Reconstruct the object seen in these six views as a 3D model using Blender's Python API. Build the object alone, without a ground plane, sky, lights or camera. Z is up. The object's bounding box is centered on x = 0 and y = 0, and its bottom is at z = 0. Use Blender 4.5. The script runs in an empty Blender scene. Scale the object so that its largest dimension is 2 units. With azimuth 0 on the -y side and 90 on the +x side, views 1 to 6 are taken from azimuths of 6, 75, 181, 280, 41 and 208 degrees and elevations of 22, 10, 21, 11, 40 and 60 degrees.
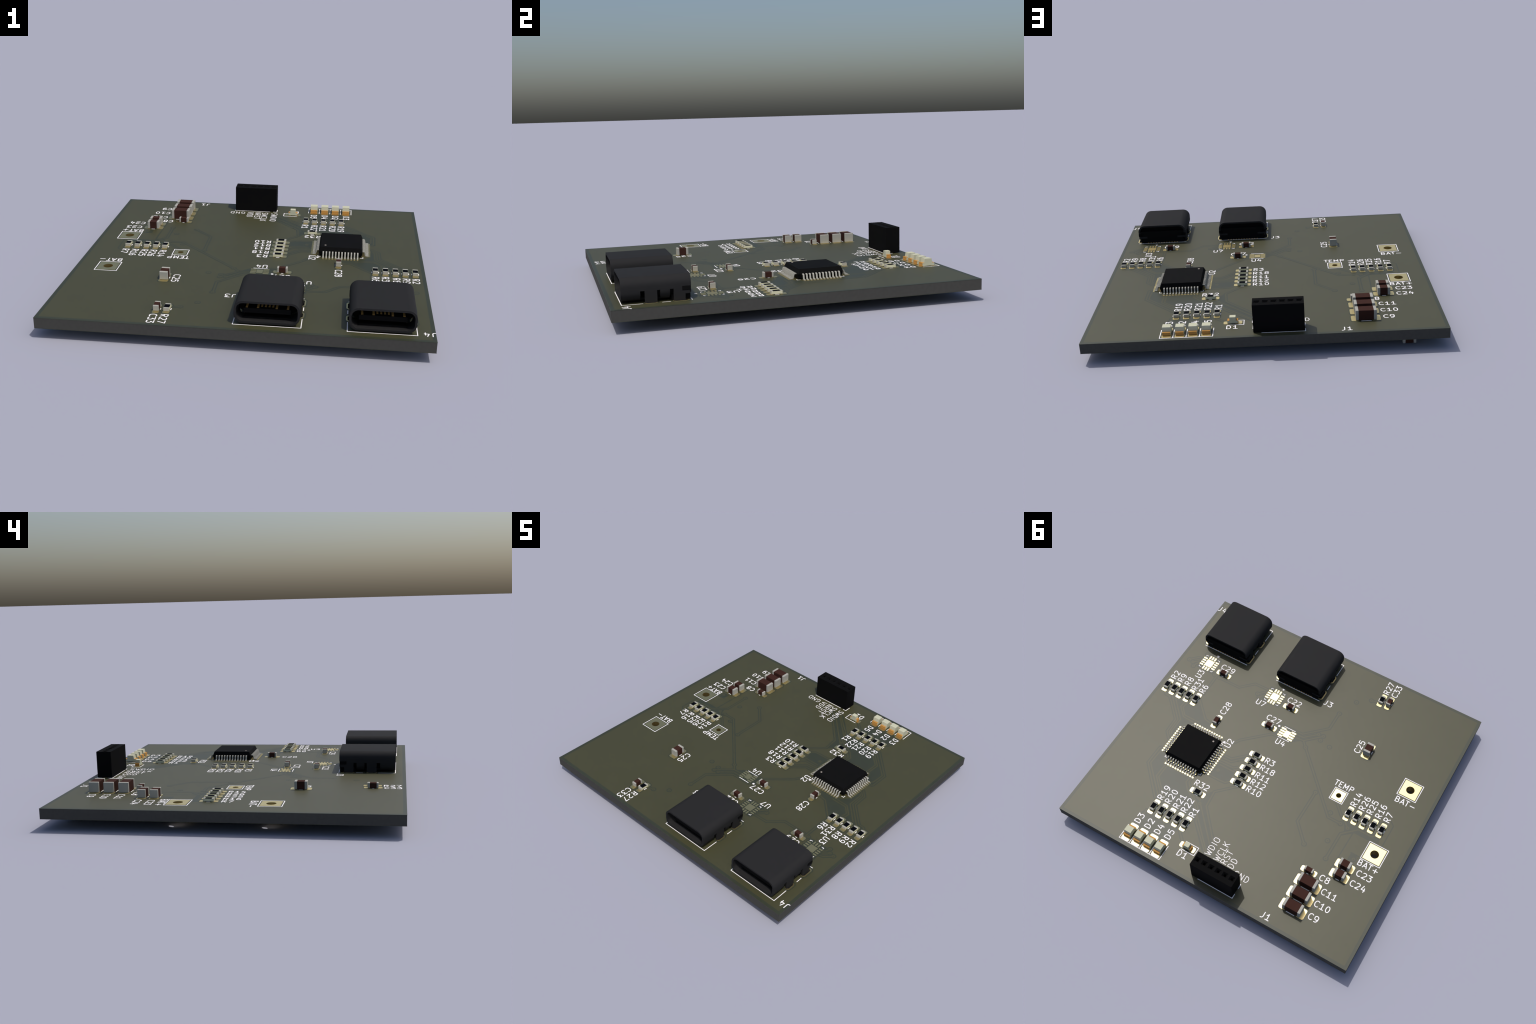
# Small surface-mount circuit board with two USB-C receptacles, rebuilt from parts.
import bpy, math
from mathutils import Vector
from mathutils.geometry import tessellate_polygon

S = 0.0372                 # metres of scene per real millimetre
ZT, ZB = 0.1195, 0.0605    # upper and lower face of the board
BX, BY = 1.0, 0.9655       # half extents of the board
DZ = 6e-6                # hair-thin stagger between overlapping prints

scene = bpy.context.scene
col = scene.collection


# ---------------------------------------------------------------- materials
def material(name, rgb, rough=0.5, metal=0.0, spec=0.5, grain=0.0, grain_scale=40.0, rough_var=0.0):
    m = bpy.data.materials.new(name)
    m.use_nodes = True
    nt = m.node_tree
    b = nt.nodes["Principled BSDF"]
    b.inputs["Base Color"].default_value = (*rgb, 1)
    b.inputs["Roughness"].default_value = rough
    b.inputs["Metallic"].default_value = metal
    b.inputs["Specular IOR Level"].default_value = spec
    if grain or rough_var:
        tc = nt.nodes.new("ShaderNodeTexCoord")
        no = nt.nodes.new("ShaderNodeTexNoise")
        no.inputs["Scale"].default_value = grain_scale
        no.inputs["Detail"].default_value = 4
        nt.links.new(tc.outputs["Object"], no.inputs["Vector"])
        if grain:
            ra = nt.nodes.new("ShaderNodeValToRGB")
            ra.color_ramp.elements[0].position, ra.color_ramp.elements[1].position = 0.3, 0.7
            ra.color_ramp.elements[0].color = (*[c * (1 - grain) for c in rgb], 1)
            ra.color_ramp.elements[1].color = (*[min(1, c * (1 + grain)) for c in rgb], 1)
            nt.links.new(no.outputs["Fac"], ra.inputs["Fac"])
            nt.links.new(ra.outputs["Color"], b.inputs["Base Color"])
        if rough_var:
            mr = nt.nodes.new("ShaderNodeMapRange")
            mr.inputs["To Min"].default_value, mr.inputs["To Max"].default_value = rough - rough_var, rough + rough_var
            nt.links.new(no.outputs["Fac"], mr.inputs["Value"])
            nt.links.new(mr.outputs["Result"], b.inputs["Roughness"])
    return m


MASK = material("mask_over_copper", (0.0545, 0.0540, 0.0235), 0.5, grain=0.03, grain_scale=6)
GAP = material("mask_over_laminate", (0.0335, 0.0400, 0.0235), 0.5, grain=0.03, grain_scale=6)
CORE = material("laminate_edge", (0.064, 0.063, 0.057), 1.0, spec=0.15, grain=0.05, grain_scale=60)
INK = material("white_ink", (0.90, 0.88, 0.88), 0.8, spec=0.2, grain=0.02)
GOLD = material("gold_finish", (0.72, 0.60, 0.29), 0.40, 1.0)
BRASS = material("dull_contact_gold", (0.60, 0.36, 0.11), 0.75, spec=0.1)
TIN = material("tinned_metal", (0.370, 0.365, 0.325), 0.75, spec=0.08)
CERAMIC = material("cream_ceramic", (0.68, 0.66, 0.46), 0.75, spec=0.08, grain=0.03)
FILM = material("black_resistive_film", (0.0018, 0.0024, 0.0040), 0.75, spec=0.04)
BROWN = material("brown_dielectric", (0.047, 0.0200, 0.0150), 0.75, spec=0.06, grain=0.05, grain_scale=30)
MOULD = material("black_mould_compound", (0.0055, 0.0055, 0.0056), 0.75, spec=0.05, grain=0.08, grain_scale=200)
SOCKET = material("black_nylon", (0.0055, 0.0055, 0.0056), 0.75, spec=0.03)
SHELL = material("dark_shell_metal", (0.0225, 0.0225, 0.0232), 0.70, spec=0.06)
PLASTIC = material("black_liner_plastic", (0.0065, 0.0065, 0.0066), 0.75, spec=0.04)
LENS = material("pale_lens_resin", (0.535, 0.535, 0.395), 0.75, spec=0.08, grain=0.02)
AMBER = material("amber_contact", (0.47, 0.245, 0.068), 0.75, spec=0.08)
DOT = material("grey_pin_mark", (0.36, 0.32, 0.28), 0.75, spec=0.08)


# ---------------------------------------------------------------- mesh helpers
class M:
    """A mesh under construction: vertices, faces, one material index per face."""
    def __init__(s):
        s.v, s.f, s.m = [], [], []

    def add(s, verts, faces, mi=0):
        n = len(s.v)
        s.v += [tuple(p) for p in verts]
        s.f += [tuple(n + i for i in f) for f in faces]
        s.m += [mi] * len(faces)

    def box(s, x0, x1, y0, y1, z0, z1, mi=0):
        s.frustum((x0, x1, y0, y1, z0), (x0, x1, y0, y1, z1), mi)

    def frustum(s, a, b, mi=0):
        v = []
        for x0, x1, y0, y1, z in (a, b):
            v += [(x0, y0, z), (x1, y0, z), (x1, y1, z), (x0, y1, z)]
        s.add(v, [(3, 2, 1, 0), (4, 5, 6, 7), (0, 1, 5, 4), (1, 2, 6, 5), (2, 3, 7, 6), (3, 0, 4, 7)], mi)

    def plate(s, outer, holes, z0, z1, mi=0, wall=None, hole_wall=None, lower=True):
        """Flat plate with an outline and holes: top, optional bottom, edge walls."""
        loops = [outer] + list(holes)
        flat = [Vector((x, y, 0)) for l in loops for x, y in l]
        tris = tessellate_polygon([[Vector((x, y, 0)) for x, y in l] for l in loops])
        up = []
        for t in tris:
            a, b, c = (flat[i] for i in t)
            up.append(t if (b - a).cross(c - a).z > 0 else t[::-1])
        s.add([(p.x, p.y, z1) for p in flat], up, mi)
        if lower:
            s.add([(p.x, p.y, z0) for p in flat], [t[::-1] for t in up], mi)
        for k, l in enumerate(loops):
            w = (wall if k == 0 else hole_wall)
            area = sum(l[i - 1][0] * l[i][1] - l[i][0] * l[i - 1][1] for i in range(len(l)))
            o = l if (area > 0) == (k == 0) else l[::-1]
            n = len(o)
            s.add([(x, y, z0) for x, y in o] + [(x, y, z1) for x, y in o],
                  [(i, (i + 1) % n, n + (i + 1) % n, n + i) for i in range(n)], mi if w is None else w)

    def mesh(s, name, mats, smooth=False):
        me = bpy.data.meshes.new(name)
        me.from_pydata(s.v, [], s.f)
        for m in mats:
            me.materials.append(m)
        me.polygons.foreach_set("material_index", s.m)
        me.update()
        if smooth:
            me.shade_smooth()
            me.set_sharp_from_angle(angle=math.radians(35))
        return me


def put(name, me, parent=None, at=(0, 0, 0), turn=0.0, flip=False, **props):
    o = bpy.data.objects.new(name, me)
    col.objects.link(o)
    o.parent = parent
    o.location = at
    o.rotation_euler = (math.pi if flip else 0, 0, turn)
    for k, v in props.items():
        o[k] = v
    return o


def bevel(o, width, segs=2):
    """Round the edges of an object's mesh (applied at render time)."""
    b = o.modifiers.new("rounded_edges", "BEVEL")
    b.width, b.segments, b.limit_method, b.angle_limit = width, segs, "ANGLE", math.radians(40)
    return o


def circle(x, y, r, n=24):
    return [(x + r * math.cos(2 * math.pi * i / n), y + r * math.sin(2 * math.pi * i / n)) for i in range(n)]


def rect(x, y, hx, hy):
    return [(x - hx, y - hy), (x + hx, y - hy), (x + hx, y + hy), (x - hx, y + hy)]


def round_rect(x, y, hx, hy, r, n=5):
    out = []
    for k, (sx, sy) in enumerate(((1, 1), (-1, 1), (-1, -1), (1, -1))):
        for i in range(n + 1):
            a = math.pi / 2 * (k + i / n)
            out.append((x + sx * (hx - r) + r * math.cos(a), y + sy * (hy - r) + r * math.sin(a)))
    return out


def ribbon_outline(pts, h, cap=5):
    """Outline of a round-ended stroke of half width h along a polyline."""
    n = len(pts)
    P = [Vector(p) for p in pts]
    L, R = [], []
    for i in range(n):
        d0 = (P[i] - P[i - 1]).normalized() if i else None
        d1 = (P[i + 1] - P[i]).normalized() if i < n - 1 else None
        d = (d0 + d1).normalized() if d0 and d1 else (d0 or d1)
        nn = Vector((-d.y, d.x))
        k = h / max(0.5, nn.dot(Vector((-d1.y, d1.x)))) if d0 and d1 else h
        L.append(P[i] + nn * k)
        R.append(P[i] - nn * k)
    def arc(c, a0):
        return [(c.x + h * math.cos(a0 - math.pi * j / cap), c.y + h * math.sin(a0 - math.pi * j / cap)) for j in range(1, cap)]
    de, ds = P[-1] - P[-2], P[1] - P[0]
    end = arc(P[-1], math.atan2(de.y, de.x) + math.pi / 2)
    start = arc(P[0], math.atan2(ds.y, ds.x) - math.pi / 2)
    return [tuple(p) for p in L], end, [tuple(p) for p in R], start


def add_stroke(m, pts, h, z0, z1, mi=0, split=50):
    """Add a stroke as thin solid pieces; sharp corners become overlapping round ends."""
    runs, run = [], [pts[0]]
    for i in range(1, len(pts)):
        run.append(pts[i])
        if i < len(pts) - 1:
            a, b = Vector(pts[i]) - Vector(pts[i - 1]), Vector(pts[i + 1]) - Vector(pts[i])
            if math.degrees(a.angle(b)) > split:
                runs.append(run)
                run = [pts[i]]
    runs.append(run)
    for k, r in enumerate(runs):
        L, end, R, start = ribbon_outline(r, h)
        n, z = len(r), z1 + DZ * (k % 5)
        ring = L + end + R[::-1] + start
        N = len(ring)
        top = [(i, n + len(end) + n - 1 - i, n + len(end) + n - 2 - i, i + 1) for i in range(n - 1)]
        top.append(tuple([n - 1] + list(range(n, n + len(end))) + [n + len(end)])[::1])
        s0 = n + len(end) + n
        top.append(tuple([s0 - 1] + list(range(s0, N)) + [0]))
        m.add([(x, y, z) for x, y in ring], top, mi)
        # orient faces upwards
        for q in range(len(m.f) - len(top), len(m.f)):
            f = m.f[q]
            a = sum(m.v[f[j - 1]][0] * m.v[f[j]][1] - m.v[f[j]][0] * m.v[f[j - 1]][1] for j in range(len(f)))
            if a < 0:
                m.f[q] = f[::-1]
        if z1 - z0 > 1e-4:
            o = ring[::-1]
            m.add([(x, y, z0) for x, y in o] + [(x, y, z) for x, y in o],
                  [(i, (i + 1) % N, N + (i + 1) % N, N + i) for i in range(N)], mi)


# ---------------------------------------------------------------- the thing
thing = bpy.data.objects.new("circuit_board", None)
col.objects.link(thing)
thing["label"] = "square dark olive circuit board with two black USB-C sockets and white lettering"
thing["category"] = "circuit board"

# ---- positions of the plated through holes (test points)
TESTPADS = [("BAT-", -0.8148, -0.2590, 1.5, 0.75, 0.0640), ("BAT+", -0.8188, 0.2497, 1.5, 0.75, 0.0640),
            ("TEMP", -0.4425, 0.0058, 1.0, 0.48, 0.0448)]
USB = [(0.1712, 0.0020), (0.7392, -0.0022)]     # centre, small shift along the board edge
slots = []
for ux, uy in USB:
    for sx in (-1, 1):
        for sy, ln in ((-0.7600, 0.65), (-0.6130, 0.85)):
            slots.append(round_rect(ux + sx * 0.1600, uy + sy, 0.30 * S, ln * S, 0.28 * S))
holes = [circle(x, y, r * S, 32) for _, x, y, _, r, _ in TESTPADS]

core = M()
core.plate(rect(0, 0, BX - 0.0005, BY - 0.0005), holes + slots, ZB + 0.0018, ZT - 0.0016, 0)
board = put("board", core.mesh("board_core", [CORE]), thing)
mask = M()
mask.plate(rect(0, 0, BX, BY), holes + slots, ZT - 0.0016, ZT, 0, wall=1, lower=False)
put("solder_mask", mask.mesh("solder_mask", [MASK, GAP]), board)
mask = M()
mask.plate(rect(0, 0, BX, BY), holes + slots, ZB, ZB + 0.0018, 0, wall=1)
put("solder_mask", mask.mesh("solder_mask_under", [MASK, GAP]), board)

# ---- bare rim where the copper pour stops short of the edge
rim = M()
RW = 0.0200
rim.plate(rect(0, 0, BX - 0.0007, BY - 0.0007), [round_rect(0, 0, BX - RW, BY - RW, 0.006)], ZT, ZT + 0.00003, 0, lower=False)
put("bare_rim", rim.mesh("bare_rim", [GAP]), board)

# ---- copper picture under the solder mask
AREAS = [
    [(0.938, -0.095), (0.914, -0.071), (0.882, -0.067), (0.754, 0.060), (0.752, 0.160), (0.701, 0.213), (0.689, 0.090),
     (0.652, 0.040), (0.579, 0.024), (0.502, 0.010), (0.524, -0.039), (0.571, -0.041), (0.694, -0.164), (0.697, -0.105),
     (0.764, -0.098), (0.820, -0.098), (0.877, -0.098)],
    [(0.711, 0.268), (0.723, 0.277), (0.724, 0.418), (0.709, 0.436), (0.543, 0.606), (0.469, 0.612), (0.405, 0.610),
     (0.359, 0.609), (0.322, 0.605), (0.279, 0.601), (0.245, 0.613), (0.088, 0.766), (-0.048, 0.766), (0.070, 0.649),
     (0.228, 0.492), (0.228, 0.441), (0.240, 0.372), (0.280, 0.420), (0.282, 0.483), (0.352, 0.462), (0.414, 0.389),
     (0.413, 0.363), (0.521, 0.380), (0.629, 0.371), (0.641, 0.320)],
    [(0.528, 0.700), (0.255, 0.700), (0.308, 0.740), (0.300, 0.830), (0.550, 0.830), (0.550, 0.720)],
    [(0.310, 0.204), (0.201, 0.201), (0.201, 0.250), (0.197, 0.265), (0.218, 0.298), (0.251, 0.298), (0.337, 0.286), (0.331, 0.193)],
    [(-0.546, 0.126), (-0.563, 0.159), (-0.585, 0.205), (-0.569, 0.228), (-0.590, 0.238), (-0.646, 0.187), (-0.745, 0.187),
     (-0.808, 0.174), (-0.796, 0.132), (-0.692, 0.132), (-0.604, 0.141)],
    [(-0.690, 0.311), (-0.730, 0.313), (-0.739, 0.341), (-0.732, 0.362), (-0.690, 0.364)],
    [(0.152, -0.255), (0.129, -0.269), (0.107, -0.268), (-0.021, -0.274), (-0.047, -0.228), (-0.010, -0.194), (0.015, -0.172),
     (0.097, -0.164), (0.153, -0.167), (0.138, -0.201)],
]
TRACES = [
    [(0.925, -0.090), (0.914, -0.079), (0.880, -0.076), (0.862, -0.060), (0.747, 0.056), (0.744, 0.159), (0.703, 0.202)],
    [(0.869, -0.091), (0.733, 0.048), (0.730, 0.155), (0.705, 0.179)],
    [(0.835, -0.081), (0.718, 0.039), (0.717, 0.147), (0.707, 0.161)],
    [(0.770, -0.086), (0.773, -0.047), (0.714, 0.012), (0.634, 0.015)],
    [(0.751, -0.089), (0.756, -0.049), (0.714, -0.004), (0.605, -0.003)],
    [(0.694, -0.157), (0.580, -0.044), (0.535, -0.036)],
    [(0.703, 0.280), (0.714, 0.289), (0.716, 0.417), (0.535, 0.604)],
    [(0.683, 0.305), (0.696, 0.317), (0.700, 0.411), (0.514, 0.595)],
    [(0.613, 0.381), (0.616, 0.471), (0.477, 0.610)],
    [(0.598, 0.381), (0.599, 0.469), (0.463, 0.601), (0.416, 0.602)],
    [(0.429, 0.383), (0.431, 0.413), (0.392, 0.457), (0.313, 0.503), (0.251, 0.566), (0.056, 0.760)],
    [(0.414, 0.373), (0.414, 0.403), (0.400, 0.421), (0.271, 0.523), (0.228, 0.613), (0.069, 0.761)],
    [(0.275, 0.496), (0.264, 0.502), (0.074, 0.699), (0.010, 0.750)],
    [(0.132, 0.272), (0.241, 0.381), (0.231, 0.492), (0.076, 0.662), (-0.045, 0.767)],
    [(0.273, 0.700), (0.273, 0.722), (0.226, 0.768)],
    [(0.328, 0.126), (0.274, 0.124), (0.191, 0.044)],
    [(0.333, 0.146), (0.265, 0.142), (0.201, 0.081)],
    [(0.325, 0.180), (0.230, 0.175), (0.195, 0.146)],
    [(0.314, 0.197), (0.204, 0.197)],
    [(0.331, 0.295), (0.253, 0.294), (0.219, 0.291), (0.194, 0.267)],
    [(0.871, -0.452), (0.889, -0.447), (0.934, -0.402)],
    [(0.866, -0.428), (0.903, -0.395)],
    [(0.862, -0.410), (0.874, -0.395), (0.882, -0.370)],
    [(0.697, -0.198), (0.700, -0.382), (0.707, -0.404)],
    [(0.677, -0.376), (0.660, -0.375), (0.523, -0.376), (0.442, -0.457), (0.339, -0.461)],
    [(0.346, -0.438), (0.388, -0.396)],
    [(0.342, -0.413), (0.365, -0.378)],
    [(0.320, 0.012), (0.300, -0.025), (0.145, -0.172), (0.097, -0.175)],
    [(0.147, -0.257), (0.120, -0.267), (-0.027, -0.273), (-0.158, -0.401), (-0.157, -0.537)],
    [(0.007, -0.251), (-0.042, -0.253), (-0.118, -0.325)],
    [(0.001, -0.227), (-0.057, -0.233), (-0.152, -0.328)],
    [(-0.059, -0.230), (-0.092, -0.195), (-0.457, 0.172), (-0.544, 0.172)],
    [(-0.307, 0.060), (-0.307, 0.292), (-0.417, 0.406)],
    [(-0.460, 0.059), (-0.518, 0.117), (-0.551, 0.136), (-0.596, 0.177)],
    [(-0.765, 0.137), (-0.748, 0.154), (-0.658, 0.153), (-0.576, 0.232), (-0.576, 0.423)],
    [(-0.295, -0.741), (-0.331, -0.750)],
    [(0.820, -0.500), (0.818, -0.560)], [(0.850, -0.500), (0.824, -0.492)],
    [(0.533, 0.700), (0.533, 0.820)], [(0.389, 0.700), (0.389, 0.820)],
]
EDGES = [   # lone isolation lines between two pours
    [(-0.640, 0.187), (-0.637, 0.378), (-0.634, 0.437), (-0.635, 0.516)],
    [(-0.807, -0.002), (-0.834, 0.022), (-0.834, 0.177)],
    [(-0.689, 0.310), (-0.753, 0.311)],
]
VIAS = [(0.934, -0.401), (0.903, -0.395), (0.882, -0.368), (0.850, -0.500), (0.718, -0.379), (0.677, -0.376), (0.388, -0.396),
        (0.365, -0.376), (-0.159, -0.538), (-0.118, -0.325), (-0.152, -0.328), (-0.150, -0.292), (-0.225, -0.276),
        (-0.092, -0.195), (-0.455, 0.139), (-0.544, 0.172), (-0.307, 0.060), (-0.417, 0.406), (-0.530, 0.314),
        (-0.596, 0.177), (-0.576, 0.423), (-0.723, 0.342), (-0.215, -0.677), (-0.295, -0.741), (0.275, 0.496),
        (0.303, 0.237)]
GW = 0.0072     # isolation gap
TW = 0.0042     # half width of a trace
gap = M()
for k, a in enumerate(AREAS):
    gap.plate(a, [], ZT, ZT + 0.00003 + k * DZ, 0, lower=False)
for k, t in enumerate(TRACES):
    add_stroke(gap, t, TW + GW, ZT, ZT + 0.00009 + (k % 8) * DZ, split=80)
for k, t in enumerate(EDGES):
    add_stroke(gap, t, GW * 0.55, ZT, ZT + 0.00009 + k * DZ, split=80)
for k, (x, y) in enumerate(VIAS):
    gap.plate(circle(x, y, 0.0185), [], ZT, ZT + 0.00015 + (k % 6) * DZ, lower=False)
trace = M()
for k, t in enumerate(TRACES):
    add_stroke(trace, t, TW, ZT + 0.0002, ZT + 0.00025 + (k % 8) * DZ, split=80)
for k, (x, y) in enumerate(VIAS):
    trace.plate(circle(x, y, 0.0112), [], ZT + 0.0002, ZT + 0.00031 + (k % 6) * DZ, lower=False)
drill = M()
for x, y in VIAS:
    drill.plate(circle(x, y, 0.0036, 12), [], ZT + 0.0003, ZT + 0.00036, lower=False)


# ---------------------------------------------------------------- pads
pad_cache = {}


def pad_mesh(hx, hy, r):
    key = (round(hx, 5), round(hy, 5), round(r, 5))
    if key not in pad_cache:
        m = M()
        m.plate(round_rect(0, 0, hx, hy, r), [], 0, 0.0014)
        pad_cache[key] = m.mesh("solder_pad", [GOLD])
    return pad_cache[key]


def pad(x, y, hx, hy, r, halo=0.0, spokes=False, under=False):
    put("solder_pad", pad_mesh(hx, hy, r), board, (x, y, ZB if under else ZT), 0, under)
    if halo and not under:
        gap.plate(round_rect(x, y, hx + halo, hy + halo, r + halo), [], ZT, ZT + 0.00019, lower=False)
        if spokes:
            w = 0.007
            trace.plate(rect(x, y, hx + halo + 0.001, w), [], ZT, ZT + 0.00023, lower=False)
            trace.plate(rect(x, y, w, hy + halo + 0.001), [], ZT, ZT + 0.00024, lower=False)


# ---------------------------------------------------------------- silkscreen helpers
LW = 0.060 * S          # half width of outline lines
INK_Z0, INK_Z1 = ZT + 0.0003, ZT + 0.0006


def outline(strokes, x=0.0, y=0.0, turn=0.0, filled=(), h=LW, name="printed_outline"):
    """White printed lines; coordinates in mm about (x, y), turned by an angle."""
    c, s = math.cos(turn), math.sin(turn)
    tr = lambda p: (x + S * (c * p[0] - s * p[1]), y + S * (s * p[0] + c * p[1]))
    m = M()
    for k, st in enumerate(strokes):
        add_stroke(m, [tr(p) for p in st], h, INK_Z0, INK_Z1 + (k % 4) * 8 * DZ)
    for f in filled:
        m.plate([tr(p) for p in f], [], INK_Z0, INK_Z1, lower=False)
    return put(name, m.mesh(name, [INK]), board)


GLYPHS = {
    "0": (20, "9,21 11,21 13,20 14,19 15,17 16,13 16,8 15,4 14,2 13,1 11,0/11,0 9,0 7,1 6,2 5,4 4,8 4,13 5,17 6,19 7,20 9,21"),
    "1": (20, "4,0 16,0/10,0 10,21 8,18 6,16 4,15"),
    "2": (20, "4,19 5,20 7,21 12,21 14,20 15,19 16,17 16,15 15,12 3,0 16,0"),
    "3": (20, "3,21 16,21 9,13 12,13 14,12 15,11 16,9 16,4 15,2 14,1 12,0 6,0 4,1 3,2"),
    "4": (20, "14,14 14,0/9,21.5 4,7 17,7"),
    "5": (20, "15,21 5,21 4,11 5,12 7,13 12,13 14,12 15,11 16,9 16,4 15,2 14,1 12,0 7,0 5,1 4,2"),
    "6": (20, "14,21 10,21 8,20 7,19 5,16 4,12 4,4 5,2 6,1 8,0/8,0 12,0 14,1 15,2 16,4 16,9 15,11 14,12 12,13 8,13 6,12 5,11 4,9"),
    "7": (20, "3,21 17,21 8,0"),
    "8": (20, "8,12 6,13 5,14 4,16 4,17 5,19 6,20 8,21 12,21 14,20 15,19 16,17 16,16 15,14 14,13 12,12 8,12"
              "/12,12 14,11 15,10 16,8 16,4 15,2 14,1 12,0 8,0 6,1 5,2 4,4 4,8 5,10 6,11 8,12"),
    "9": (20, "6,0 10,0 12,1 13,2 15,5 16,9 16,17 15,19 14,20 12,21/12,21 8,21 6,20 5,19 4,17 4,12 5,10 6,9 8,8 12,8 14,9 15,10 16,12"),
    "A": (18, "4,6 14,6/2,0 9,21 16,0"),
    "B": (21, "4,0 12,0 14,1 15,2 16,4 16,7 15,9 14,10 11,11 4,11/4,0 4,21 11,21 13,20 14,19 15,17 15,15 14,13 13,12 11,11"),
    "C": (21, "17,2 16,1 13,0 11,0 8,1 6,3 5,5 4,9 4,12 5,16 6,18 8,20 11,21 13,21 16,20 17,19"),
    "D": (21, "4,0 4,21 9,21 12,20 14,18 15,16 16,12 16,9 15,5 14,3 12,1 9,0 4,0"),
    "E": (18, "4,11 11,11/14,0 4,0 4,21 14,21"),
    "G": (21, "16,20 14,21 11,21 8,20 6,18 5,16 4,12 4,9 5,5 6,3 8,1 11,0 13,0 16,1 17,2 17,9 13,9"),
    "I": (10, "5,0 5,21"),
    "J": (16, "10,21 10,6 9,3 7,1 4,0 2,0"),
    "K": (20, "4,0 4,21/16,0 7,12/16,21 4,9"),
    "L": (17, "14,0 4,0 4,21"),
    "M": (23, "4,0 4,21 11,6 18,21 18,0"),
    "N": (21, "4,0 4,21 16,0 16,21"),
    "O": (22, "9,21 13,21 15,20 17,18 18,14 18,7 17,3 15,1 13,0/13,0 9,0 7,1 5,3 4,7 4,14 5,18 7,20 9,21"),
    "P": (21, "4,0 4,21 12,21 14,20 15,19 16,17 16,14 15,12 14,11 12,10 4,10"),
    "R": (21, "16,0 9,10/4,0 4,21 12,21 14,20 15,19 16,17 16,14 15,12 14,11 12,10 4,10"),
    "S": (19, "3,1 6,0 11,0 13,1 14,2 15,4 15,6 14,8 13,9 11,10 7,11 5,12 4,13 3,15 3,17 4,19 5,20 7,21 12,21 15,20"),
    "T": (16, "2,21 14,21/8,0 8,21"),
    "U": (21, "4,21 4,4 5,2 6,1 8,0 13,0 15,1 16,2 17,4 17,21"),
    "V": (18, "2,21 9,0 16,21"),
    "W": (22, "2,21 7,0 11,16 15,0 20,21"),
    "-": (26, "5,8 21,8"),
    "+": (26, "5,8 21,8/13,0 13,16"),
}


def label(text, x, y, up=False, size=1.0, pen=0.15):
    """Stroke lettering centred on (x, y). The print reads along -x, or along -y when up is set."""
    u = S * size / 21
    strokes, pos = [], 0.0
    for ch in text:
        adv, s = GLYPHS[ch]
        for part in s.split("/"):
            strokes.append([(pos + float(a), float(b)) for a, b in (t.split(",") for t in part.split())])
        pos += adv
    xs = [p[0] for s in strokes for p in s]
    mx = (min(xs) + max(xs)) / 2
    m = M()
    for k, st in enumerate(strokes):
        pts = []
        for a, b in st:
            a, b = (a - mx) * u, (b - 10.5) * u
            pts.append((x + b, y - a) if up else (x - a, y - b))
        add_stroke(m, pts, pen * S / 2, INK_Z0, INK_Z1 + (k % 6) * 6 * DZ, split=65)
    return put("printed_label", m.mesh("printed_label", [INK]), board)


# ---------------------------------------------------------------- chip components
LIFT = 0.0014 + 0.0006


def chip_meshes(L, W, H, t, kind):
    """Body and end terminal of a two-terminal chip, x along its length, mm."""
    b, e = M(), M()
    l, w, h, t = L / 2 * S, W / 2 * S, H * S, t * S
    if kind == "capacitor":
        k = 0.035 * S
        b.box(-l + t * 0.6, l - t * 0.6, -w + k, w - k, k, h - k)
        e.box(l - t, l, -w, w, 0, h)
    else:
        k = 0.03 * S
        b.box(-l + k, l - k, -w, w, k, h - k)
        # C-shaped wrap: foot, end wall, top flap, a little narrower than the body
        v = w - 0.02 * S
        e.box(l - k, l, -v, v, 0, h)
        e.box(l - t, l - k, -v, v, h - k, h)
        e.box(l - t, l - k, -v, v, 0, k)
    return b, e


CHIP = {}


def chip_kind(key, L, W, H, t, kind, body_mat, end_mat):
    b, e = chip_meshes(L, W, H, t, kind)
    CHIP[key] = [L, W, H, t, kind, b.mesh(key + "_body", [body_mat]), e.mesh(key + "_terminal", [end_mat])]


chip_kind("R0603", 1.6, 0.8, 0.45, 0.30, "resistor", CERAMIC, TIN)
chip_kind("C0603", 1.6, 0.8, 0.80, 0.30, "capacitor", BROWN, TIN)
chip_kind("C0805", 2.0, 1.25, 1.25, 0.42, "capacitor", BROWN, TIN)
chip_kind("C1206", 3.14, 1.6, 1.60, 0.45, "capacitor", BROWN, TIN)
chip_kind("L0603", 1.6, 0.8, 0.50, 0.30, "diode", LENS, AMBER)
chip_kind("L0805", 2.0, 1.25, 0.50, 0.36, "diode", LENS, AMBER)
film = M()
film.box(-0.52 * S, 0.52 * S, -0.385 * S, 0.385 * S, 0.41 * S, 0.445 * S)
FILM_ME = film.mesh("resistive_film", [FILM])
LENS_ME = {}
for key, L, W, a, b, z in (("L0603", 1.6, 0.8, 0.50, 0.45, 1.05), ("L0805", 2.0, 1.25, 0.66, 0.54, 1.15)):
    lm = M()
    lm.frustum((-a * S, a * S, -W / 2 * S, W / 2 * S, 0.46 * S), (-b * S, b * S, -W / 2 * S, W / 2 * S, z * S))
    LENS_ME[key] = lm.mesh("lens", [LENS])

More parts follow.
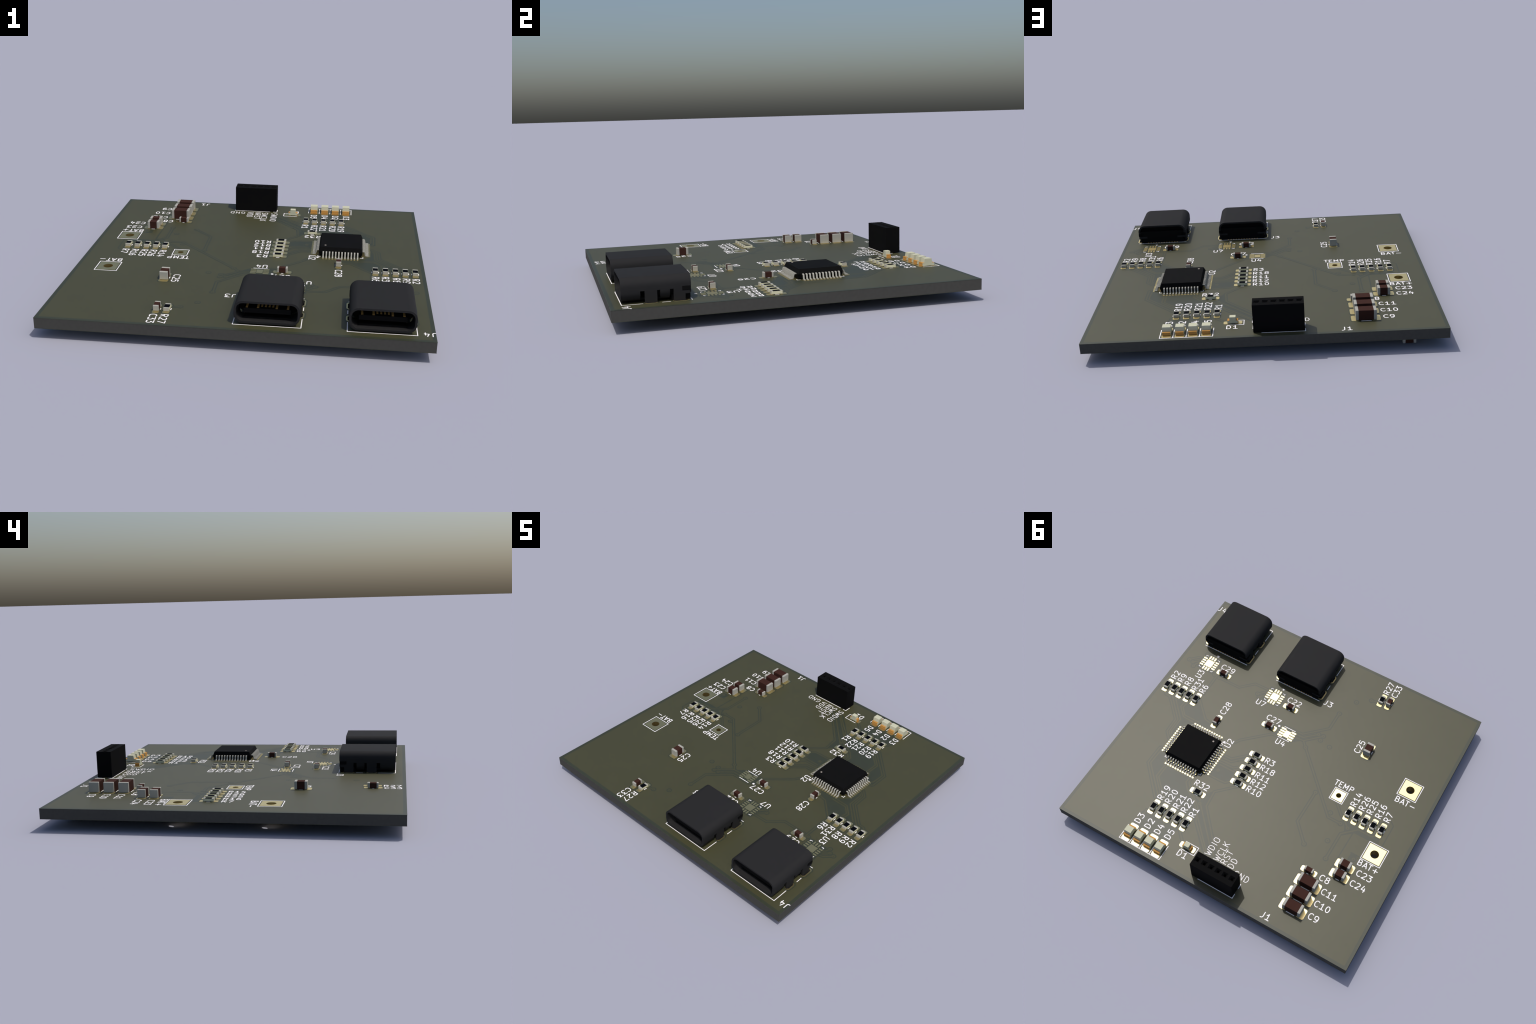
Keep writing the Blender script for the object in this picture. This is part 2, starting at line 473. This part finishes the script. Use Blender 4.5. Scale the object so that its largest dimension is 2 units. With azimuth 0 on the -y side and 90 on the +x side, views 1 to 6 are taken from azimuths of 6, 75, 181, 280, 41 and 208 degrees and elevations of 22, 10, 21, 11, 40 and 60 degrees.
#        pad centre, pad half length, pad half width, pad corner, silk half gap, silk y
PADS = {"R0603": (0.9125, 0.4875, 0.475, 0.22), "C0603": (0.8625, 0.5375, 0.475, 0.24), "C0805": (1.0375, 0.5875, 0.725, 0.25),
        "C1206": (1.55, 0.65, 0.90, 0.25), "L0603": (0.875, 0.525, 0.475, 0.24), "L0805": (1.025, 0.575, 0.70, 0.25)}
TICK = {"R0603": (0.24, 0.52), "C0603": (0.14, 0.51), "C0805": (0.26, 0.735), "C1206": (0.71, 0.91)}
PARTNAME = {"resistor": "chip_resistor", "capacitor": "chip_capacitor", "diode": "light_emitting_diode"}


def chip(key, x, y, turn=0.0, under=False, halo=True):
    L, W, H, t, kind, body, end = CHIP[key]
    pc, ph, pw, pr = PADS[key]
    c, s = abs(math.cos(turn)), abs(math.sin(turn))
    for sg in (-1, 1):
        px, py = x + sg * pc * S * math.cos(turn), y + sg * pc * S * math.sin(turn)
        hx, hy = (ph * c + pw * s) * S, (ph * s + pw * c) * S
        pad(px, py, hx, hy, pr * S, 0.0074 if halo else 0, halo and kind == "capacitor", under)
    z = min(ZB - LIFT, max(H * S, 0.0147 + 1.25 * S)) if under else ZT + LIFT
    o = put(PARTNAME[kind], body, thing, (x, y, z), turn, under)
    for sg in (0, 1):
        e = put("terminal", end, o, (0, 0, 0), math.pi * sg)
        if kind == "capacitor":
            bevel(e, 0.07 * S, 3)
    if kind == "resistor":
        put("resistive_film", FILM_ME, o)
    if kind == "diode":
        put("lens", LENS_ME[key], o)
    if key in TICK and not under:
        a, b = TICK[key]
        outline([[(-a, -b), (a, -b)], [(-a, b), (a, b)]], x, y, turn)
    return o


UP = math.pi / 2
for x in (0.9426, 0.8866, 0.8308, 0.7745, 0.7172):
    chip("R0603", x, -0.1452, UP)
for x in (0.5059, 0.4474, 0.3890, 0.3299, 0.2727):
    chip("R0603", x, 0.6603, UP)
for x in (-0.5538, -0.6095, -0.6667, -0.7242, -0.7824):
    chip("R0603", x, 0.0868, UP)
for y in (0.0220, 0.0785, 0.1390, 0.1973, 0.2549):
    chip("R0603", 0.1438, y)
chip("R0603", 0.3268, 0.4390)
chip("R0603", -0.3548, -0.7763, UP)
for x, y, a in ((0.6660, -0.4140, 0), (0.1412, -0.4080, 0), (0.1907, -0.2130, 0), (0.5060, -0.0665, UP),
                (-0.5285, 0.5460, 0), (-0.4080, -0.7810, UP)):
    chip("C0603", x, y, a)
for x, y, a in ((-0.4550, -0.3770, UP), (-0.6990, 0.4090, 0), (-0.6990, 0.4805, 0)):
    chip("C0805", x, y, a)
for y in (0.6215, 0.7103, 0.7990):
    chip("C1206", -0.5625, y)
# diodes: the printed box is closed at the cathode end
chip("L0603", 0.1770, 0.7835, 0, halo=False)
outline([[(0.8, -0.76), (-1.62, -0.76), (-1.62, 0.76), (0.8, 0.76)]], 0.1755, 0.7835, 0)
for x in (0.5330, 0.4610, 0.3890, 0.3160):
    chip("L0805", x, 0.8760, UP, halo=False)
    outline([[(-1.0, -0.97), (1.68, -0.97), (1.68, 0.97), (-1.0, 0.97)]], x, 0.8760, UP)
# parts on the underside
chip("C0805", -0.7890, 0.8910, 0, True)
for x, y, a in ((0.672, -0.775, UP), (0.095, -0.768, UP), (-0.430, -0.768, UP)):
    chip("C1206", x, y, a, True)
for x, y in ((0.42, -0.30), (0.10, -0.10), (0.62, 0.10)):
    chip("C0603", x, y, 0, True)

# ---------------------------------------------------------------- microcontroller
UX, UY = 0.5140, 0.1925
mc = M()
hb, ht, z0, zm0, zm1, z1 = 3.36 * S, 3.24 * S, 0.10 * S, 0.70 * S, 0.86 * S, 1.50 * S
hm = 3.50 * S
ch = 0.10 * S


def oct_ring(h, z, c=ch):
    return [(h - c, -h, z), (h, -h + c, z), (h, h - c, z), (h - c, h, z), (-h + c, h, z), (-h, h - c, z), (-h, -h + c, z), (-h + c, -h, z)]


rings = [oct_ring(hb, z0), oct_ring(hm, zm0), oct_ring(hm, zm1), oct_ring(ht, z1)]
mc.add([p for r in rings for p in r],
       [tuple(range(7, -1, -1)), tuple(range(24, 32))] +
       [(k * 8 + i, k * 8 + (i + 1) % 8, k * 8 + 8 + (i + 1) % 8, k * 8 + 8 + i) for k in range(3) for i in range(8)])
mcu = put("microcontroller", mc.mesh("microcontroller_body", [MOULD]), thing, (UX, UY, ZT + 0.0014))
bevel(mcu, 0.03 * S, 2)
dot = M()
dot.plate(circle(0, 0, 0.16 * S, 20), [], 0, 0.0008)
put("pin_mark", dot.mesh("pin_mark", [DOT]), mcu, (-2.47 * S, -2.47 * S, z1))
# gull-wing lead: centre line in (outward, height), swept with constant width
lead = M()
path = [(3.42, 0.78), (3.72, 0.78), (3.80, 0.75), (3.86, 0.67), (3.97, 0.20), (4.02, 0.11), (4.11, 0.075), (4.50, 0.065)]
th, lw = 0.065, 0.11
up_side, dn_side = [], []
for i, (a, b) in enumerate(path):
    d = Vector(path[min(i + 1, len(path) - 1)]) - Vector(path[max(i - 1, 0)])
    d.normalize()
    n = Vector((-d.y, d.x)) * th
    up_side.append((a + n.x, b + n.y))
    dn_side.append((a - n.x, b - n.y))
ring = up_side + dn_side[::-1]
N, n = len(ring), len(path)
lead.add([(a * S, -lw * S, b * S) for a, b in ring] + [(a * S, lw * S, b * S) for a, b in ring],
         [(i, i + 1, N + i + 1, N + i) for i in range(N - 1)] + [(N - 1, 0, N, N + N - 1)] +
         [(N - 1 - i, N - 2 - i, i + 1, i) for i in range(n - 1)] + [(N + i, N + i + 1, N + N - 2 - i, N + N - 1 - i) for i in range(n - 1)])
LEAD_ME = lead.mesh("lead", [TIN], True)
PITCH = 0.2040 / 11
for side in range(4):
    a = side * math.pi / 2
    for k in range(12):
        off = (k - 5.5) * PITCH
        put("lead", LEAD_ME, mcu, (-math.sin(a) * off, math.cos(a) * off, 0.0002), a)
        pc = 4.08 * S
        x, y = UX + math.cos(a) * pc - math.sin(a) * off, UY + math.sin(a) * pc + math.cos(a) * off
        long, short = 0.70 * S, 0.145 * S
        horiz = side % 2 == 0
        pad(x, y, long if horiz else short, short if horiz else long, 0.045 * S)
q, arm = 3.60, 0.42
outline([[(sx * (q - arm), sy * q), (sx * q, sy * q), (sx * q, sy * (q - arm))] for sx in (-1, 1) for sy in (-1, 1)],
        UX, UY, 0, filled=[[(-4.02, -3.86), (-3.64, -4.38), (-3.26, -3.86)]])

# ---------------------------------------------------------------- unpopulated footprints
for cx, cy in ((0.7985, -0.4405), (0.2765, -0.4330)):
    pad(cx, cy, 0.0262, 0.0266, 0.0015)
    for sg in (-1, 1):
        for k in range(3):
            pad(cx + (k - 1) * 0.0186, cy + sg * 0.0462, 0.0053, 0.0138, 0.0034)
        for k in range(4):
            pad(cx + sg * 0.0455, cy + (k - 1.5) * 0.0188, 0.0128, 0.0051, 0.0034)
    q, a = 0.0512 / S, 0.30
    outline([[(sx * (q - a - 0.08), sy * q), (sx * q, sy * q), (sx * q, sy * (q - 0.22))] for sx in (-1, 1) for sy in (-1, 1)],
            cx, cy, 0, filled=[[(-0.30, -2.34), (-0.86, -2.34), (-0.58, -1.90)]], h=0.05 * S)
gap.plate(round_rect(0.7985, -0.4405, 0.066, 0.066, 0.01), [], ZT, ZT + 0.00008, lower=False)
gap.plate(round_rect(0.2765, -0.4330, 0.066, 0.066, 0.01), [], ZT, ZT + 0.00008, lower=False)
pad(0.0612, -0.2193, 0.0180, 0.0250, 0.0015)
for sg in (-1, 1):
    for k in range(4):
        pad(0.0612 + sg * 0.0366, -0.2193 + (k - 1.5) * 0.0192, 0.0168, 0.0062, 0.0040)
outline([[(0.1026 / S, -0.2650 / S), (0.0222 / S, -0.2650 / S)], [(0.1016 / S, -0.1756 / S), (0.0218 / S, -0.1756 / S)]],
        0, 0, 0, filled=[[(a / S, b / S) for a, b in circle(0.1357, -0.2491, 0.0078, 20)]])

# ---------------------------------------------------------------- test points
for _, x, y, hp, r, box in TESTPADS:
    m = M()
    m.plate(rect(x, y, hp * S, hp * S), [circle(x, y, r * S - 0.0008, 32)], ZT, ZT + 0.0014, lower=False)
    m.plate(rect(x, y, hp * S, hp * S), [circle(x, y, r * S - 0.0008, 32)], ZB - 0.0014, ZB)
    n, rr = 32, r * S - 0.0008
    m.add([(a, b, ZB - 0.0014) for a, b in circle(x, y, rr, n)] + [(a, b, ZT + 0.0014) for a, b in circle(x, y, rr, n)],
          [(n + i, n + (i + 1) % n, (i + 1) % n, i) for i in range(n)])
    put("test_pad", m.mesh("test_pad", [GOLD]), board)
    gap.plate(rect(x, y, hp * S + 0.0105, hp * S + 0.0105), [circle(x, y, r * S + 0.004, 32)], ZT, ZT + 0.00020, lower=False)
    k = box / S
    outline([[(-k, -k), (k, -k), (k, k), (-k, k), (-k, -k)]], x, y)

put("isolation_gap", gap.mesh("isolation_gap", [GAP]), board, kind="stuff")
put("copper_trace", trace.mesh("copper_trace", [MASK]), board, kind="stuff")
put("drill_mark", drill.mesh("drill_mark", [GAP]), board, kind="stuff")

# ---------------------------------------------------------------- pin socket
HX, HY, HW, HD, HZ0, HZ1 = -0.0810, 0.8750, 0.1405, 0.0466, 0.1232, 0.2842
sk = M()
P127 = 1.27 * S * 0.985
mouths = [rect((k - 2.5) * P127, 0, 0.45 * S, 0.40 * S) for k in range(6)]
zt = HZ1 - HZ0
flat_outer = rect(0, 0, HW, HD)
sk.plate(flat_outer, mouths, 0, zt, 0, lower=False)
# drop the straight hole walls made by plate() and give every mouth a funnel and a shaft instead
keep = [(f, mi) for f, mi in zip(sk.f, sk.m)]
nwall = len(flat_outer)
ntop = len(keep) - nwall - 4 * 6
sk.f = [k[0] for k in keep[:ntop + nwall]]
sk.m = [0] * len(sk.f)
sk.add([(x, y, 0) for x, y in flat_outer], [(3, 2, 1, 0)])
for k in range(6):
    x = (k - 2.5) * P127
    lv = [(0.45, 0.40, 0.0), (0.19, 0.19, -0.30), (0.19, 0.19, -3.0)]
    v = []
    for hx, hy, z in lv:
        v += [(p[0], p[1], zt + z * S) for p in rect(x, 0, hx * S, hy * S)]
    sk.add(v, [(r * 4 + (i + 1) % 4, r * 4 + i, r * 4 + 4 + i, r * 4 + 4 + (i + 1) % 4) for r in range(2) for i in range(4)] + [(8, 9, 10, 11)])
socket = put("pin_socket", sk.mesh("pin_socket_body", [SOCKET]), thing, (HX, HY, HZ0))
pin = M()
pin.box(-0.2 * S, 0.2 * S, -0.2 * S, 0.2 * S, ZB - 0.006 - HZ0, 0.002)
pin.box(-0.16 * S, -0.10 * S, -0.15 * S, 0.15 * S, 0.010, zt - 1.3 * S)
pin.box(0.10 * S, 0.16 * S, -0.15 * S, 0.15 * S, 0.010, zt - 1.3 * S)
PIN_ME = pin.mesh("pin", [BRASS])
for k in range(6):
    put("pin", PIN_ME, socket, ((k - 2.5) * P127, 0, 0))
    pad(HX + (k - 2.5) * P127, HY, 0.40 * S, 0.40 * S, 0.39 * S)
hw, hd = HW / S + 0.07, HD / S + 0.07
outline([[(-hw, -hd), (hw - 1.30, -hd)], [(hw - 0.62, -hd), (hw + 0.02, -hd), (hw + 0.02, -hd + 1.2)],
         [(-hw, -hd), (-hw, -0.55)], [(-hw, 0.55), (-hw, hd), (hw - 1.30, hd)]], HX, HY)

# ---------------------------------------------------------------- USB-C receptacles
W_, R_, T_ = 0.1645, 0.0462, 0.0112     # half width, corner radius, sheet thickness
SZ0, SZ1 = 0.1290, 0.2490               # shell bottom and top
YF, YR = -0.9045, -0.5628               # mouth and back
ZG = 0.1805                             # top of the side windows


def stadium(inset, n=9):
    """Closed oblong cross-section, counter-clockwise seen from the mouth, as (x, z)."""
    w, r = W_ - inset, R_ - inset
    b, t = SZ0 + inset, SZ1 - inset
    pts = []
    for k, (cx, cz) in enumerate(((w - r, t - r), (-w + r, t - r), (-w + r, b + r), (w - r, b + r))):
        for i in range(n + 1):
            a = math.pi / 2 * (k + i / n)
            pts.append((cx + r * math.cos(a), cz + r * math.sin(a)))
    return pts


def sheet(m, outer, inner, y0, y1, mi=0, closed=False):
    """Bent sheet-metal wall between matching outer and inner polylines, from y0 to y1."""
    n = len(outer)
    v = [(x, y0, z) for x, z in outer] + [(x, y0, z) for x, z in inner] + [(x, y1, z) for x, z in outer] + [(x, y1, z) for x, z in inner]
    f = []
    for i in range(n if closed else n - 1):
        j = (i + 1) % n
        f += [(i, j, 2 * n + j, 2 * n + i), (n + j, n + i, 3 * n + i, 3 * n + j), (j, i, n + i, n + j), (2 * n + i, 2 * n + j, 3 * n + j, 3 * n + i)]
    if not closed:
        f += [(0, 2 * n, 3 * n, n), (n - 1, 2 * n - 1, 4 * n - 1, 3 * n - 1)]
    m.add(v, [t[::-1] for t in f], mi)


so, si = stadium(0), stadium(T_)
n4 = len(so) // 4
upper_o = [(W_, ZG)] + so[:2 * n4] + [(-W_, ZG)]
upper_i = [(W_ - T_, ZG)] + si[:2 * n4] + [(-W_ + T_, ZG)]
lower_o = [(-W_, ZG)] + so[2 * n4:] + [(W_, ZG)]
lower_i = [(-W_ + T_, ZG)] + si[2 * n4:] + [(W_ - T_, ZG)]
floor_o = so[3 * n4 - 1:3 * n4 + 1]
floor_i = si[3 * n4 - 1:3 * n4 + 1]

shell = M()
sheet(shell, so, si, YF, -0.8115, closed=True)
sheet(shell, upper_o, upper_i, -0.8115, -0.6070)
# behind the windows the roof runs to the back; the cheeks are notched for the liner's lug
ZL0, ZL1 = 0.1693, 0.1903
cheek_o = [(W_, ZL1)] + so[:2 * n4] + [(-W_, ZL1)]
cheek_i = [(W_ - T_, ZL1)] + si[:2 * n4] + [(-W_ + T_, ZL1)]
sheet(shell, cheek_o, cheek_i, -0.6070, YR)
sheet(shell, lower_o, lower_i, -0.7150, -0.6675)
sheet(shell, floor_o, floor_i, -0.8115, -0.7150)
for sg in (-1, 1):
    x0, x1 = sorted((sg * W_, sg * (W_ - T_)))
    for ya, yb in ((-0.7900, -0.7300), (-0.6495, -0.6070)):
        shell.box(x0, x1, ya, yb, ZT - 0.045, ZG)
    shell.box(x0, x1, -0.6070, -0.5920, ZT - 0.045, ZL0)
    shell.box(x0, x1, -0.5920, -0.5700, 0.1530, ZL0)
    # ears folded across the open back
    xa, xb = sorted((sg * (W_ - 0.002), sg * (W_ - 0.058)))
    shell.box(xa, xb, -0.5700, -0.5632, 0.1560, 0.1685)
SHELL_ME = shell.mesh("shell", [SHELL], True)

liner = M()
half = stadium(T_ + 0.0006)
ZS = 0.2060     # the back of the liner steps in above this height


def liner_block(pts, y0, y1):
    n = len(pts)
    liner.add([(x, y0, z) for x, z in pts] + [(x, y1, z) for x, z in pts],
              [tuple(range(n)), tuple(range(2 * n - 1, n - 1, -1))] +
              [(i, n + i, n + (i + 1) % n, (i + 1) % n) for i in range(n)])


xs = half[0][0]
liner_block(half, -0.7850, -0.5880)
for z0, z1 in ((SZ0 + T_ - 0.001, SZ0 + T_ + 0.0085), (SZ1 - T_ - 0.0070, SZ1 - T_ + 0.001)):
    liner.box(-0.1180, 0.1180, -0.8660, -0.7840, z0, z1)
liner_block([(xs, ZS)] + [(-xs, ZS)] + half[2 * n4:], -0.5881, -0.5640)
liner.box(-W_ + T_ + 0.004, W_ - T_ - 0.004, -0.6600, -0.5650, ZT + 0.003, 0.150)
for sg in (-1, 1):
    x0, x1 = sorted((sg * (W_ + 0.0012), sg * (W_ - 0.030)))
    liner.box(x0, x1, -0.6062, -0.5640, ZL0 + 0.0008, ZL1 - 0.0008)
LINER_ME = liner.mesh("liner", [PLASTIC], False)

TZ = 0.1890
tongue = M()
tongue.box(-3.15 * S, 3.15 * S, -0.8790, -0.7840, TZ - 0.35 * S, TZ + 0.33 * S)
TONGUE_ME = tongue.mesh("tongue", [PLASTIC])
contact = M()
for x in (-2.75, -1.25, -0.75, -0.25, 0.25, 0.75, 1.25, 2.75):
    tip = -0.8720 if abs(x) > 1 else -0.8560
    wd = 0.15 if abs(x) > 1 else 0.125
    contact.box((x - wd) * S, (x + wd) * S, tip, -0.7840, TZ + 0.32 * S, TZ + 0.36 * S)
    contact.box((x - wd) * S, (x + wd) * S, tip, -0.7840, TZ - 0.38 * S, TZ - 0.34 * S)
for k in range(12):
    x = (k - 5.5) * 0.5
    contact.box((x - 0.11) * S, (x + 0.11) * S, -0.5900, -0.5625, ZT + 0.0016, ZT + 0.0040)
CONTACT_ME = contact.mesh("contacts", [BRASS])

ring_me = []
for ln in (0.90, 1.12):
    m = M()
    m.plate(round_rect(0, 0, 0.50 * S, ln * S, 0.48 * S), [round_rect(0, 0, 0.29 * S, (ln - 0.22) * S, 0.27 * S)], 0, 0.0014)
    ring_me.append(m.mesh("slot_pad", [GOLD]))
halo = M()
for ux, uy in USB:
    usb = put("usb_connector", None, thing, (ux, uy, 0))
    for part, me in (("shell", SHELL_ME), ("liner", LINER_ME), ("tongue", TONGUE_ME), ("contacts", CONTACT_ME)):
        put(part, me, usb)
    for sg in (-1, 1):
        for (sy, me, ln) in ((-0.7600, ring_me[0], 0.90), (-0.6130, ring_me[1], 1.12)):
            put("slot_pad", me, board, (ux + sg * 0.1600, uy + sy, ZT))
            halo.plate(round_rect(ux + sg * 0.1600, uy + sy, 0.50 * S + 0.0075, ln * S + 0.0075, 0.52 * S),
                       [round_rect(ux + sg * 0.1600, uy + sy, 0.30 * S, (ln - 0.25) * S, 0.28 * S)], ZT, ZT + 0.00021, lower=False)
    for k in range(12):
        pad(ux + (k - 5.5) * 0.5 * S, uy - 0.5800, 0.12 * S, 0.0190, 0.002)
    f, sd = 0.1704 / S, (-0.9045 / S, -0.8025 / S, -0.7060 / S, -0.6680 / S, -0.5595 / S)
    outline([[(-f, sd[1]), (-f, sd[0]), (f, sd[0]), (f, sd[1])], [(-f, sd[2]), (-f, sd[3])], [(f, sd[2]), (f, sd[3])],
             [(-f + 0.12, sd[4]), (f - 0.12, sd[4])]], ux, uy)
put("slot_gap", halo.mesh("slot_gap", [GAP]), board, kind="stuff")

# ---------------------------------------------------------------- lettering
for t, x, y in (("C29", 0.6635, -0.4669), ("C22", 0.1415, -0.4645), ("C27", 0.1909, -0.2741), ("U7", 0.3315, -0.3444),
                ("U4", 0.0657, -0.1430), ("J3", -0.0580, -0.5700), ("J4", 0.9700, -0.8885), ("R3", 0.0486, 0.0180),
                ("R18", 0.0325, 0.0782), ("R11", 0.0322, 0.1410), ("R12", 0.0318, 0.1979), ("R10", 0.0295, 0.2540),
                ("R32", 0.3310, 0.3826), ("D1", 0.1794, 0.8389), ("TEMP", -0.4413, -0.0721), ("BAT-", -0.8255, -0.1621),
                ("BAT+", -0.8210, 0.3408), ("C23", -0.8283, 0.4065), ("C24", -0.8250, 0.4827), ("C8", -0.6345, 0.5440),
                ("C11", -0.7038, 0.6165), ("C10", -0.7042, 0.7015), ("C9", -0.6925, 0.7868), ("J1", -0.4485, 0.9179)):
    label(t, x, y)
label("GND", -0.2005, 0.7820, pen=0.11)
for t, x, y in (("R2", 0.9428, -0.2440), ("R9", 0.8896, -0.2450), ("R8", 0.8347, -0.2455), ("R31", 0.7733, -0.2553),
                ("R6", 0.7180, -0.2430), ("C28", 0.5085, -0.1865), ("U3", 0.8074, -0.3345), ("U2", 0.3477, 0.0326),
                ("R19", 0.5069, 0.5467), ("R20", 0.4510, 0.5460), ("R21", 0.3895, 0.5475), ("R22", 0.3326, 0.5467),
                ("R1", 0.2719, 0.5675), ("D3", 0.5368, 0.7692), ("D2", 0.4637, 0.7692), ("D4", 0.3918, 0.7692),
                ("D5", 0.3187, 0.7680), ("C25", -0.3918, -0.3787), ("R14", -0.5530, -0.0265), ("R26", -0.6105, -0.0275),
                ("R25", -0.6645, -0.0290), ("R16", -0.7230, -0.0300), ("R7", -0.7805, -0.0156), ("R27", -0.3535, -0.8902),
                ("C33", -0.4101, -0.8922)):
    label(t, x, y, True)
for t, x, y in (("SWDIO", 0.0504, 0.7185), ("SWCLK", -0.0140, 0.7190), ("NRST", -0.0610, 0.7370), ("VDD", -0.1125, 0.7535)):
    label(t, x, y, True, pen=0.11)

bpy.context.view_layer.update()
